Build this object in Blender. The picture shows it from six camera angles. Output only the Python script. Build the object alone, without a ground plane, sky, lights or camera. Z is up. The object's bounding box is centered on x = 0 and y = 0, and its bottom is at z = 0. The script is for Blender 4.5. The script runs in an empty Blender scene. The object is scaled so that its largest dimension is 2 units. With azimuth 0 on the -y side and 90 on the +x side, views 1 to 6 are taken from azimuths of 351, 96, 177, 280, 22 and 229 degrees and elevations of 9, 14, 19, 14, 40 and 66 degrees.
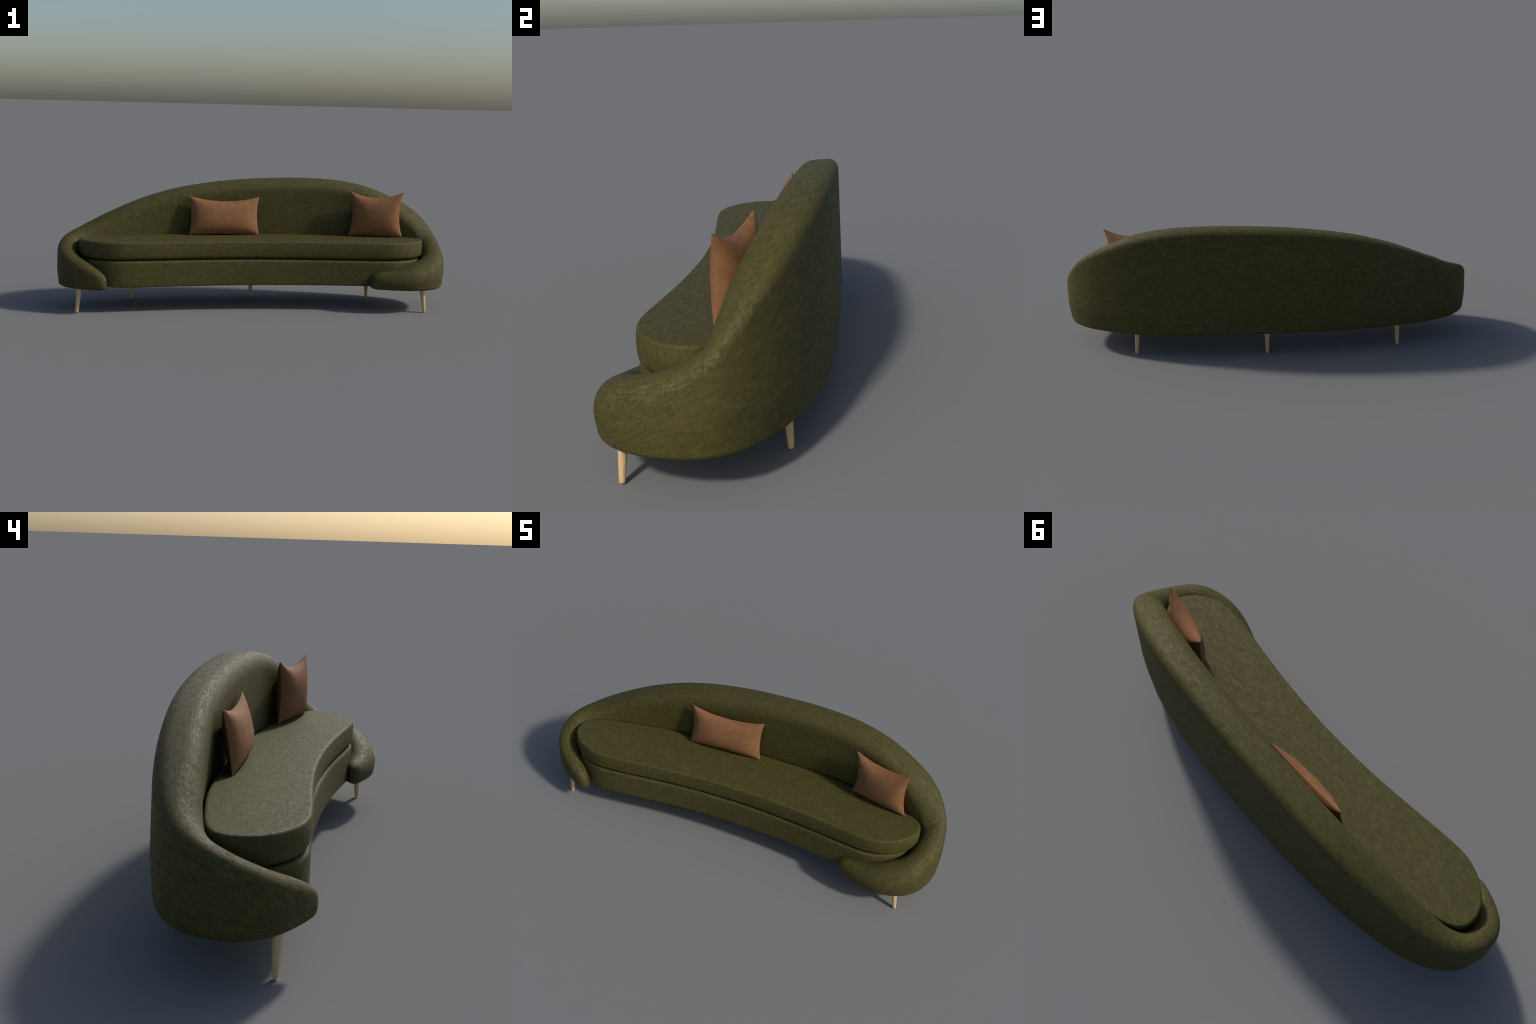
import bpy, bmesh, math
import numpy as np
from mathutils import Vector

# ------------------------------------------------------------------ helpers
def spline(keys, per=12, closed=False):
    """Centripetal Catmull-Rom through rows of numbers (first two columns are x, y)."""
    k = np.array(keys, float)
    n = len(k)
    if closed:
        ext = np.vstack([k[-1], k, k[0], k[1]])
        spans = n
    else:
        ext = np.vstack([2 * k[0] - k[1], k, 2 * k[-1] - k[-2]])
        spans = n - 1
    out = []
    for i in range(spans):
        p0, p1, p2, p3 = ext[i:i + 4]
        d = lambda a, b: max(np.hypot(*(b[:2] - a[:2])) ** 0.5, 1e-4)
        t1 = d(p0, p1); t2 = t1 + d(p1, p2); t3 = t2 + d(p2, p3)
        for j in range(per):
            t = t1 + (t2 - t1) * j / per
            a1 = p0 + (p1 - p0) * t / t1
            a2 = p1 + (p2 - p1) * (t - t1) / (t2 - t1)
            a3 = p2 + (p3 - p2) * (t - t2) / (t3 - t2)
            b1 = a1 + (a2 - a1) * t / t2
            b2 = a2 + (a3 - a2) * (t - t1) / (t3 - t1)
            out.append(b1 + (b2 - b1) * (t - t1) / (t2 - t1))
    if not closed:
        out.append(k[-1])
    return np.array(out)


def resample(rows, count, closed=False):
    r = np.vstack([rows, rows[:1]]) if closed else rows
    s = np.concatenate([[0], np.cumsum(np.hypot(*np.diff(r[:, :2], axis=0).T))])
    t = np.linspace(0, s[-1], count, endpoint=not closed)
    return np.column_stack([np.interp(t, s, r[:, c]) for c in range(r.shape[1])]), t


def smooth(a, rounds, closed=False):
    a = a.copy()
    for _ in range(rounds):
        if closed:
            a = 0.25 * np.roll(a, 1, 0) + 0.5 * a + 0.25 * np.roll(a, -1, 0)
        else:
            a[1:-1] = 0.25 * a[:-2] + 0.5 * a[1:-1] + 0.25 * a[2:]
    return a


def rounded(corners, per=7):
    """Closed polygon of (a, z, radius along edges) with elliptical corner arcs."""
    pts = []
    n = len(corners)
    P = [np.array(c[:2]) for c in corners]
    L = [np.linalg.norm(P[(i + 1) % n] - P[i]) for i in range(n)]
    R = [c[2] for c in corners]
    fit = [min(1.0, L[i] / (R[i] + R[(i + 1) % n])) for i in range(n)]
    for i in range(n):
        p = P[i]
        r = R[i] * min(fit[i], fit[i - 1]) * 0.999
        pa = p + (P[i - 1] - p) / L[i - 1] * r
        pb = p + (P[(i + 1) % n] - p) / L[i] * r
        for j in range(per + 1):
            t = j / per
            w = 0.80                      # rational quadratic, close to a circle arc
            den = (1 - t) ** 2 + 2 * w * t * (1 - t) + t * t
            pts.append(((1 - t) ** 2 * pa + 2 * w * t * (1 - t) * p + t * t * pb) / den)
    return np.array(pts)


def mesh_object(name, verts, faces, material, parent=None, attrs=None):
    me = bpy.data.meshes.new(name)
    me.from_pydata([tuple(map(float, v)) for v in verts], [], faces)
    me.update()
    for key, vals in (attrs or {}).items():
        at = me.attributes.new(key, "FLOAT", "POINT")
        at.data.foreach_set("value", np.asarray(vals, np.float32))
    me.polygons.foreach_set("use_smooth", [True] * len(me.polygons))
    me.materials.append(material)
    ob = bpy.data.objects.new(name, me)
    bpy.context.scene.collection.objects.link(ob)
    ob.parent = parent
    return ob


# ---------------------------------------------------------------- materials
class Nodes:
    def __init__(self, name):
        self.mat = bpy.data.materials.new(name)
        self.mat.use_nodes = True
        self.t = self.mat.node_tree
        self.bsdf = next(n for n in self.t.nodes if n.type == "BSDF_PRINCIPLED")

    def new(self, kind, **props):
        n = self.t.nodes.new(kind)
        for k, v in props.items():
            setattr(n, k, v)
        return n

    def link(self, a, b):
        self.t.links.new(a, b)

    def noise(self, vec, scale, detail=3, rough=0.55):
        n = self.new("ShaderNodeTexNoise")
        n.inputs["Scale"].default_value = scale
        n.inputs["Detail"].default_value = detail
        n.inputs["Roughness"].default_value = rough
        self.link(vec, n.inputs["Vector"])
        return n.outputs["Fac"]

    def mapping(self, vec, scale, loc=(0, 0, 0), rot=(0, 0, 0)):
        m = self.new("ShaderNodeMapping")
        m.inputs["Scale"].default_value = scale
        m.inputs["Location"].default_value = loc
        m.inputs["Rotation"].default_value = rot
        self.link(vec, m.inputs["Vector"])
        return m.outputs["Vector"]

    def math(self, op, a, b=None, c=None):
        n = self.new("ShaderNodeMath", operation=op)
        for i, v in enumerate((a, b, c)):
            if v is None:
                continue
            if isinstance(v, (int, float)):
                n.inputs[i].default_value = v
            else:
                self.link(v, n.inputs[i])
        return n.outputs[0]

    def remap(self, v, a, b, c, d):
        n = self.new("ShaderNodeMapRange")
        for i, x in zip((1, 2, 3, 4), (a, b, c, d)):
            n.inputs[i].default_value = x
        self.link(v, n.inputs[0])
        return n.outputs[0]

    def ramp(self, fac, stops):
        n = self.new("ShaderNodeValToRGB")
        cr = n.color_ramp
        while len(cr.elements) < len(stops):
            cr.elements.new(0.5)
        for e, (p, c) in zip(cr.elements, stops):
            e.position = p
            e.color = (*c, 1)
        self.link(fac, n.inputs[0])
        return n.outputs[0]

    def mix(self, fac, a, b, mode="MIX"):
        n = self.new("ShaderNodeMix", data_type="RGBA", blend_type=mode)
        if isinstance(fac, (int, float)):
            n.inputs[0].default_value = fac
        else:
            self.link(fac, n.inputs[0])
        for i, v in ((6, a), (7, b)):
            if isinstance(v, tuple):
                n.inputs[i].default_value = (*v, 1)
            else:
                self.link(v, n.inputs[i])
        return n.outputs[2]


GREEN_DARK = (0.034, 0.031, 0.0065)
GREEN = (0.060, 0.053, 0.0115)
GREEN_LIGHT = (0.104, 0.088, 0.022)


def slub_linen(name, from_attributes):
    """Olive linen: long slubs along the warp, short ones across it, thread grain."""
    m = Nodes(name)
    if from_attributes:
        a1 = m.new("ShaderNodeAttribute", attribute_name="warp_length")
        a2 = m.new("ShaderNodeAttribute", attribute_name="weft_length")
        comb = m.new("ShaderNodeCombineXYZ")
        m.link(a1.outputs["Fac"], comb.inputs[0])
        m.link(a2.outputs["Fac"], comb.inputs[1])
        a3 = m.new("ShaderNodeAttribute", attribute_name="wall_depth")
        m.link(a3.outputs["Fac"], comb.inputs[2])
        vec = comb.outputs[0]
    else:
        vec = m.new("ShaderNodeTexCoord").outputs["Object"]
    # seat pieces: x runs along the warp, y and z both run across it
    warp = m.noise(m.mapping(vec, (26, 420, 420)), 1.0, 2, 0.6)
    warp_fine = m.noise(m.mapping(vec, (60, 800, 800), (3, 1, 7)), 1.0, 2, 0.5)
    weft = m.noise(m.mapping(vec, (520, 46, 46), (5, 2, 3)), 1.0, 2, 0.6)
    patch = m.noise(m.mapping(vec, (40, 75, 75), (1, 9, 4)), 1.0, 4, 0.7)
    slub = m.noise(m.mapping(vec, (14, 260, 260), (8, 4, 2)), 1.0, 1, 0.4)
    tone = m.math("ADD", m.math("MULTIPLY", warp, 0.38), m.math("MULTIPLY", weft, 0.27))
    tone = m.math("ADD", tone, m.math("MULTIPLY", patch, 0.22))
    tone = m.math("ADD", tone, m.math("MULTIPLY", warp_fine, 0.13))
    colour = m.ramp(tone, [(0.37, GREEN_DARK), (0.50, GREEN), (0.63, GREEN_LIGHT)])
    hue = m.noise(m.mapping(vec, (24, 46, 46), (6, 3, 9)), 1.0, 3, 0.6)
    colour = m.mix(m.remap(hue, 0.52, 0.70, 0.0, 0.45), colour, (0.082, 0.058, 0.018))
    streak = m.remap(slub, 0.655, 0.79, 0.0, 0.6)
    colour = m.mix(streak, colour, (0.145, 0.120, 0.028))
    m.link(colour, m.bsdf.inputs["Base Color"])
    m.link(m.remap(tone, 0.40, 0.60, 0.82, 0.56), m.bsdf.inputs["Roughness"])
    m.bsdf.inputs["Specular IOR Level"].default_value = 0.27
    h = m.math("ADD", m.math("MULTIPLY", warp, 0.6), m.math("MULTIPLY", weft, 0.6))
    h = m.math("ADD", h, m.math("MULTIPLY", patch, 0.2))
    h = m.math("ADD", h, m.math("MULTIPLY", warp_fine, 0.3))
    bump = m.new("ShaderNodeBump")
    bump.inputs["Strength"].default_value = 0.5
    bump.inputs["Distance"].default_value = 0.0013
    m.link(h, bump.inputs["Height"])
    m.link(bump.outputs[0], m.bsdf.inputs["Normal"])
    return m.mat


def pillow_cloth():
    m = Nodes("terracotta_cloth")
    vec = m.new("ShaderNodeTexCoord").outputs["Object"]
    fine = m.noise(vec, 420, 3, 0.6)
    thread = m.noise(m.mapping(vec, (330, 330, 90)), 1.0, 2, 0.5)
    soft = m.noise(vec, 34, 3, 0.5)
    tone = m.math("ADD", m.math("MULTIPLY", fine, 0.5), m.math("MULTIPLY", thread, 0.25))
    tone = m.math("ADD", tone, m.math("MULTIPLY", soft, 0.25))
    colour = m.ramp(tone, [(0.33, (0.152, 0.066, 0.026)), (0.5, (0.225, 0.105, 0.044)), (0.67, (0.302, 0.150, 0.068))])
    m.link(colour, m.bsdf.inputs["Base Color"])
    m.bsdf.inputs["Roughness"].default_value = 0.75
    m.bsdf.inputs["Specular IOR Level"].default_value = 0.2
    bump = m.new("ShaderNodeBump")
    bump.inputs["Strength"].default_value = 0.3
    bump.inputs["Distance"].default_value = 0.0008
    m.link(fine, bump.inputs["Height"])
    m.link(bump.outputs[0], m.bsdf.inputs["Normal"])
    return m.mat


def pale_wood():
    m = Nodes("pale_wood")
    vec = m.new("ShaderNodeTexCoord").outputs["Object"]
    grain = m.noise(m.mapping(vec, (260, 260, 22)), 1.0, 4, 0.6)
    fleck = m.noise(m.mapping(vec, (420, 420, 90), (2, 5, 1)), 1.0, 2, 0.5)
    tone = m.math("ADD", m.math("MULTIPLY", grain, 0.65), m.math("MULTIPLY", fleck, 0.35))
    colour = m.ramp(tone, [(0.33, (0.47, 0.32, 0.15)), (0.5, (0.60, 0.43, 0.215)), (0.66, (0.68, 0.51, 0.28))])
    m.link(colour, m.bsdf.inputs["Base Color"])
    m.bsdf.inputs["Roughness"].default_value = 0.5
    return m.mat


LINEN_SHELL = slub_linen("olive_linen_wrapped", True)
LINEN_SEAT = slub_linen("olive_linen_seat", False)
CLOTH = pillow_cloth()
WOOD = pale_wood()

sofa = bpy.data.objects.new("curved_sofa", None)
bpy.context.scene.collection.objects.link(sofa)
sofa["label"] = "low curved olive green linen sofa on pale wooden legs"
sofa["category"] = "sofa"

# ------------------------------------------------------------ wrapped shell
# One upholstered band runs from the right arm tip round the back to the left
# arm tip.  Rows: outer plan point x, y; height of the outer shoulder, height of
# the inner rim, wall width at the rim, rounding of the outer shoulder, and how
# much further in the wall reaches at its foot.
BAND = [
    (0.563, -0.230, 0.194, 0.200, 0.054, 0.030, 0.000),
    (0.596, -0.245, 0.202, 0.208, 0.066, 0.040, 0.006),
    (0.660, -0.268, 0.212, 0.218, 0.080, 0.058, 0.012),
    (0.740, -0.287, 0.230, 0.236, 0.104, 0.085, 0.016),
    (0.805, -0.289, 0.246, 0.252, 0.122, 0.100, 0.020),
    (0.878, -0.269, 0.266, 0.267, 0.124, 0.105, 0.028),
    (0.932, -0.234, 0.284, 0.279, 0.117, 0.105, 0.034),
    (0.974, -0.172, 0.303, 0.290, 0.108, 0.098, 0.038),
    (0.997, -0.095, 0.325, 0.308, 0.106, 0.088, 0.044),
    (1.003, -0.026, 0.354, 0.331, 0.102, 0.076, 0.040),
    (0.996, 0.034, 0.387, 0.360, 0.101, 0.066, 0.024),
    (0.970, 0.082, 0.434, 0.410, 0.109, 0.054, 0.010),
    (0.921, 0.129, 0.486, 0.460, 0.123, 0.041, 0.004),
    (0.854, 0.171, 0.530, 0.512, 0.137, 0.040, -0.002),
    (0.770, 0.206, 0.569, 0.557, 0.144, 0.040, -0.007),
    (0.667, 0.238, 0.608, 0.599, 0.147, 0.038, -0.010),
    (0.500, 0.268, 0.641, 0.633, 0.148, 0.036, -0.012),
    (0.300, 0.284, 0.652, 0.645, 0.148, 0.036, -0.013),
    (0.100, 0.289, 0.648, 0.641, 0.147, 0.036, -0.014),
    (-0.100, 0.289, 0.635, 0.628, 0.146, 0.036, -0.015),
    (-0.300, 0.282, 0.608, 0.603, 0.145, 0.036, -0.018),
    (-0.460, 0.268, 0.574, 0.571, 0.144, 0.038, -0.016),
    (-0.630, 0.243, 0.519, 0.518, 0.143, 0.042, -0.010),
    (-0.740, 0.218, 0.474, 0.472, 0.139, 0.046, -0.004),
    (-0.822, 0.191, 0.440, 0.436, 0.131, 0.050, 0.004),
    (-0.894, 0.155, 0.408, 0.402, 0.118, 0.052, 0.014),
    (-0.950, 0.109, 0.386, 0.377, 0.104, 0.052, 0.026),
    (-0.986, 0.058, 0.369, 0.358, 0.095, 0.052, 0.034),
    (-1.001, 0.003, 0.350, 0.342, 0.090, 0.054, 0.038),
    (-1.003, -0.044, 0.335, 0.328, 0.088, 0.056, 0.040),
    (-0.993, -0.090, 0.318, 0.315, 0.086, 0.056, 0.042),
    (-0.968, -0.134, 0.300, 0.299, 0.081, 0.056, 0.056),
    (-0.924, -0.175, 0.274, 0.277, 0.074, 0.052, 0.056),
    (-0.861, -0.211, 0.245, 0.248, 0.066, 0.046, 0.044),
    (-0.805, -0.235, 0.214, 0.218, 0.056, 0.038, 0.018),
    (-0.762, -0.249, 0.188, 0.192, 0.046, 0.028, 0.000),
]
BOTTOM = 0.119
STATIONS = 300

band, run = resample(spline(BAND, 14), STATIONS)
band = smooth(band, 10)
tang = np.gradient(band[:, :2], axis=0)
tang = smooth(tang, 6)
tang /= np.linalg.norm(tang, axis=1)[:, None]
inward = np.column_stack([-tang[:, 1], tang[:, 0]])
total = run[-1]

# how far the warp of the cloth is pulled down towards the arm tips
x = band[:, 0]
ds = run[1] - run[0]
first_half = run < total / 2
front = band[:, 1] < 0.10
slope = np.where(front & (x > 0), 0.50, 0.0) + np.where(front & (x < 0), -0.55, 0.0)
slope = smooth(slope, 400)
shear = np.cumsum(slope) * ds
shear -= shear[STATIONS // 2]

verts, warp, weft, depth, rings = [], [], [], [], []
TIP = 0.048
for i in range(STATIONS):
    ox, oy, Ho, Hi, W, outer_round, reach = band[i]
    d = min(run[i], total - run[i])
    f = 1.0 if d >= TIP else math.sqrt(max(1 - (1 - d / TIP) ** 2, 0.0))
    # the rear corner behind the tall end leans out towards its top
    lean = min(max((ox - 0.70) / 0.15, 0), 1) * min(max((oy + 0.05) / 0.10, 0), 1)
    H = max(Ho, Hi)
    tall = H - BOTTOM
    inner_round = min(0.062, 0.42 * tall, W * 0.50)
    bulge_z = BOTTOM + 0.36 * min(tall, 0.30)
    profile = rounded([
        (0.008 + 0.007 * lean, BOTTOM, 0.016),
        (0.0, bulge_z, 0.012),
        (0.004 - 0.006 * lean + min(max(tall - 0.25, 0.0), 0.2) * 0.025, Ho, outer_round),
        (W, Hi, inner_round),
        (W + reach, BOTTOM + 0.35 * tall, 0.03),
        (W + reach + 0.004, BOTTOM + 0.01, 0.012),
    ])
    cx, cz = W / 2, BOTTOM + 0.42 * tall
    ring = []
    for a, z in profile:
        a2 = cx + (a - cx) * max(f, 0.03)
        z2 = cz + (z - cz) * (0.62 + 0.38 * f)
        near = min(max(1 - (H - z) / 0.08, 0.0), 1.0)
        near = near * near * (3 - 2 * near)
        ring.append(len(verts))
        verts.append((ox + inward[i, 0] * a2, oy + inward[i, 1] * a2, z2))
        warp.append(run[i])
        weft.append(z - near * (H - 0.40) * 0.8 - (1 - near) * shear[i])
        depth.append(a)
    rings.append(ring)

n = len(rings[0])
faces, where = [], []
for i in range(STATIONS - 1):
    px, py = band[i, :2]
    part = 0
    if py < 0.06:
        part = 1 if px > 0 else 2
    for j in range(n):
        k = (j + 1) % n
        faces.append((rings[i][j], rings[i + 1][j], rings[i + 1][k], rings[i][k]))
        where.append(part)
faces.append(tuple(rings[0])); where.append(1)
faces.append(tuple(reversed(rings[-1]))); where.append(2)

whole = mesh_object("band", verts, faces, LINEN_SHELL)
bm = bmesh.new(); bm.from_mesh(whole.data)
bmesh.ops.recalc_face_normals(bm, faces=bm.faces)
bm.to_mesh(whole.data); bm.free()
normals = np.array([v.normal[:] for v in whole.data.vertices])
faces = [tuple(p.vertices) for p in whole.data.polygons]
bpy.data.meshes.remove(whole.data)
for part, name in ((0, "backrest"), (1, "armrest"), (2, "armrest")):
    mine = [f for f, w in zip(faces, where) if w == part]
    used = sorted({v for f in mine for v in f})
    index = {v: i for i, v in enumerate(used)}
    ob = mesh_object(name, [verts[v] for v in used], [tuple(index[v] for v in f) for f in mine],
                     LINEN_SHELL, sofa,
                     {"warp_length": [warp[v] for v in used], "weft_length": [weft[v] for v in used],
                      "wall_depth": [depth[v] for v in used]})
    ob.data.normals_split_custom_set_from_vertices([tuple(normals[v]) for v in used])


# ------------------------------------------------- seat cushion and its base
def slab(name, outline, profile, material, count=220):
    """Vertical-sided block: plan outline swept through (inset, z) steps, capped."""
    o, _ = resample(spline(outline, 12, True), count, True)
    o = smooth(o, 3, True)
    t = np.roll(o, -1, 0) - np.roll(o, 1, 0)
    t /= np.linalg.norm(t, axis=1)[:, None]
    nrm = np.column_stack([t[:, 1], -t[:, 0]])
    area = np.sum(o[:, 0] * np.roll(o[:, 1], -1) - np.roll(o[:, 0], -1) * o[:, 1])
    if area < 0:
        nrm = -nrm
    vs, fs = [], []
    for inset, z in profile:
        vs += [(*(p - q * inset), z) for p, q in zip(o, nrm)]
    for r in range(len(profile) - 1):
        for j in range(count):
            k = (j + 1) % count
            fs.append((r * count + j, r * count + k, (r + 1) * count + k, (r + 1) * count + j))
    fs.append(tuple(range(count)))
    fs.append(tuple(range((len(profile) - 1) * count, len(profile) * count)))
    ob = mesh_object(name, vs, fs, material, sofa)
    b = bmesh.new(); b.from_mesh(ob.data)
    bmesh.ops.recalc_face_normals(b, faces=b.faces)
    b.to_mesh(ob.data); b.free()
    return ob


def edge_steps(z0, z1, r0, r1, crown=0.0, belly=0.0):
    """(inset, z) steps from the underside round the side to the top."""
    s = [(r0 + 0.012, z0)]
    s += [(r0 * (1 - math.sin(a)), z0 + r0 * (1 - math.cos(a))) for a in np.linspace(0, math.pi / 2, 9)]
    for t in (0.25, 0.5, 0.75):
        s.append((-belly * math.sin(math.pi * t), z0 + r0 + (z1 - r1 - z0 - r0) * t))
    s += [(r1 * (1 - math.cos(a)), z1 - r1 + r1 * math.sin(a)) for a in np.linspace(0, math.pi / 2, 9)]
    s += [(r1 + 0.012, z1 + crown * 0.5), (r1 + 0.03, z1 + crown)]
    return s


CUSHION = [
    (0.087, 0.141), (0.372, 0.130), (0.600, 0.098), (0.789, 0.046), (0.838, 0.032), (0.875, 0.008),
    (0.891, -0.028), (0.886, -0.070), (0.866, -0.108), (0.840, -0.138), (0.798, -0.170), (0.745, -0.190),
    (0.700, -0.197), (0.634, -0.196), (0.570, -0.188), (0.407, -0.168), (0.257, -0.154), (0.080, -0.145),
    (-0.100, -0.146), (-0.254, -0.155), (-0.418, -0.172), (-0.548, -0.188), (-0.626, -0.196),
    (-0.695, -0.198), (-0.748, -0.188), (-0.802, -0.164), (-0.848, -0.131), (-0.876, -0.098),
    (-0.892, -0.055), (-0.894, -0.012), (-0.876, 0.020), (-0.823, 0.050), (-0.678, 0.087),
    (-0.492, 0.120), (-0.200, 0.140),
]
slab("seat_cushion", CUSHION, edge_steps(0.265, 0.3545, 0.022, 0.010, 0.0005, 0.002), LINEN_SEAT)

BASE = [
    (0.087, 0.180), (0.372, 0.170), (0.620, 0.125), (0.800, 0.055), (0.866, 0.000), (0.878, -0.050),
    (0.862, -0.098), (0.828, -0.140), (0.784, -0.172), (0.735, -0.190), (0.690, -0.197), (0.634, -0.196),
    (0.570, -0.189), (0.407, -0.168), (0.257, -0.154), (0.080, -0.147), (-0.100, -0.147), (-0.254, -0.155),
    (-0.418, -0.172), (-0.548, -0.187), (-0.626, -0.196), (-0.690, -0.198), (-0.742, -0.189),
    (-0.795, -0.166), (-0.838, -0.134), (-0.866, -0.098), (-0.880, -0.050), (-0.872, 0.000), (-0.810, 0.060),
    (-0.678, 0.110), (-0.492, 0.155), (-0.200, 0.175),
]
slab("seat_base", BASE, edge_steps(0.130, 0.2620, 0.008, 0.015), LINEN_SEAT)

# --------------------------------------------------------------------- legs
def make_leg_mesh():
    prof = [(0.0, 0.0), (0.0056, 0.0), (0.0076, 0.0010), (0.0083, 0.003)]
    prof += [(0.0083 + 0.0064 * t, 0.003 + 0.139 * t) for t in np.linspace(0.1, 1, 10)] + [(0.0, 0.142)]
    sides = 28
    vs, fs = [], []
    for r, z in prof:
        for k in range(sides):
            a = 2 * math.pi * k / sides
            vs.append((r * math.cos(a), r * math.sin(a), z))
    for i in range(len(prof) - 1):
        for k in range(sides):
            l = (k + 1) % sides
            fs.append((i * sides + k, i * sides + l, (i + 1) * sides + l, (i + 1) * sides + k))
    me = bpy.data.meshes.new("leg")
    me.from_pydata(vs, [], fs)
    b = bmesh.new(); b.from_mesh(me)
    bmesh.ops.remove_doubles(b, verts=b.verts, dist=1e-6)
    bmesh.ops.recalc_face_normals(b, faces=b.faces)
    b.to_mesh(me); b.free()
    me.polygons.foreach_set("use_smooth", [True] * len(me.polygons))
    me.materials.append(WOOD)
    return me


leg_mesh = make_leg_mesh()
# foot on the floor, and where the axis stands at 0.11 m
for foot, up in [((-0.902, -0.152), (-0.890, -0.150)), ((0.865, -0.216), (0.852, -0.211)),
                 ((0.661, 0.175), (0.654, 0.167)), ((0.021, 0.225), (0.020, 0.224)),
                 ((-0.629, 0.184), (-0.624, 0.182))]:
    leg = bpy.data.objects.new("leg", leg_mesh)
    bpy.context.scene.collection.objects.link(leg)
    leg.parent = sofa
    axis = Vector((up[0] - foot[0], up[1] - foot[1], 0.11))
    leg.rotation_euler = axis.to_track_quat("Z", "Y").to_euler()
    leg.location = (*foot, 0.0002)


# ------------------------------------------------------------- throw pillows
def pillow(bl, br, tl, tr, thick, sag_top, sag_side, sag_bottom, label, back_thick=None, low=0.0):
    """Stuffed square: two bulged faces meeting in a sharp seam between four ears."""
    bl, br, tl, tr = (np.array(p, float) for p in (bl, br, tl, tr))
    mid = (bl + br) / 2
    across = (br - bl); across /= np.linalg.norm(across)
    up = (tl + tr) / 2 - mid; up /= np.linalg.norm(up)
    out = np.cross(across, up); out /= np.linalg.norm(out)
    N = 56
    vs, fs, grid = [], [], {}
    for side in (1, -1):
        for i in range(N + 1):
            for j in range(N + 1):
                u = math.sin(math.pi * (i / N - 0.5)) * 0.35 + 0.65 * (2 * i / N - 1)
                v = math.sin(math.pi * (j / N - 0.5)) * 0.35 + 0.65 * (2 * j / N - 1)
                a, b = (u + 1) / 2, (v + 1) / 2
                p = bl * (1 - a) * (1 - b) + br * a * (1 - b) + tl * (1 - a) * b + tr * a * b
                e_u = (1 - abs(u) ** 2.2)
                e_v = (1 - abs(v) ** 2.2)
                p = p - up * (sag_top * e_u * b ** 1.5) + up * (sag_bottom * e_u * (1 - b) ** 1.5)
                p = p - across * (sag_side * e_v * np.sign(u) * abs(u) ** 1.5)
                edge = i in (0, N) or j in (0, N)
                if edge and side == -1:
                    grid[side, i, j] = grid[1, i, j]
                    continue
                fu, fv = 1 - u * u, 1 - v * v      # hip-roof swell: wedge-shaped ears
                h = 0.0 if edge else (2 * fu * fv / (fu + fv)) ** 1.0
                h = 1 - (1 - h) ** 1.15
                h *= 1 + low * (-v) * (1 - abs(v))
                t = thick if side == 1 else (back_thick or thick)
                grid[side, i, j] = len(vs)
                vs.append(p + out * side * t * h)
    for side in (1, -1):
        for i in range(N):
            for j in range(N):
                f = (grid[side, i, j], grid[side, i + 1, j], grid[side, i + 1, j + 1], grid[side, i, j + 1])
                fs.append(f if side == 1 else f[::-1])
    origin = mid
    ob = mesh_object("throw_pillow", [v - origin for v in vs], fs, CLOTH)
    seam = {grid[1, i, j] for i in range(N + 1) for j in range(N + 1) if i in (0, N) or j in (0, N)}
    for e in ob.data.edges:
        e.use_edge_sharp = e.vertices[0] in seam and e.vertices[1] in seam
    ob.location = origin
    ob["label"] = label
    ob["category"] = "pillow"
    return ob


pillow((-0.332, 0.083, 0.357), (0.042, 0.097, 0.357), (-0.332, 0.117, 0.559), (0.044, 0.132, 0.555),
       0.041, 0.027, 0.013, 0.003, "small oblong terracotta cloth pillow with pinched corners", 0.034, 0.15)
pillow((0.518, 0.079, 0.357), (0.800, 0.012, 0.357), (0.521, 0.081, 0.598), (0.801, 0.017, 0.598),
       0.041, 0.034, 0.020, 0.001, "square terracotta cloth pillow with pointed pinched corners", 0.050, 0.0)
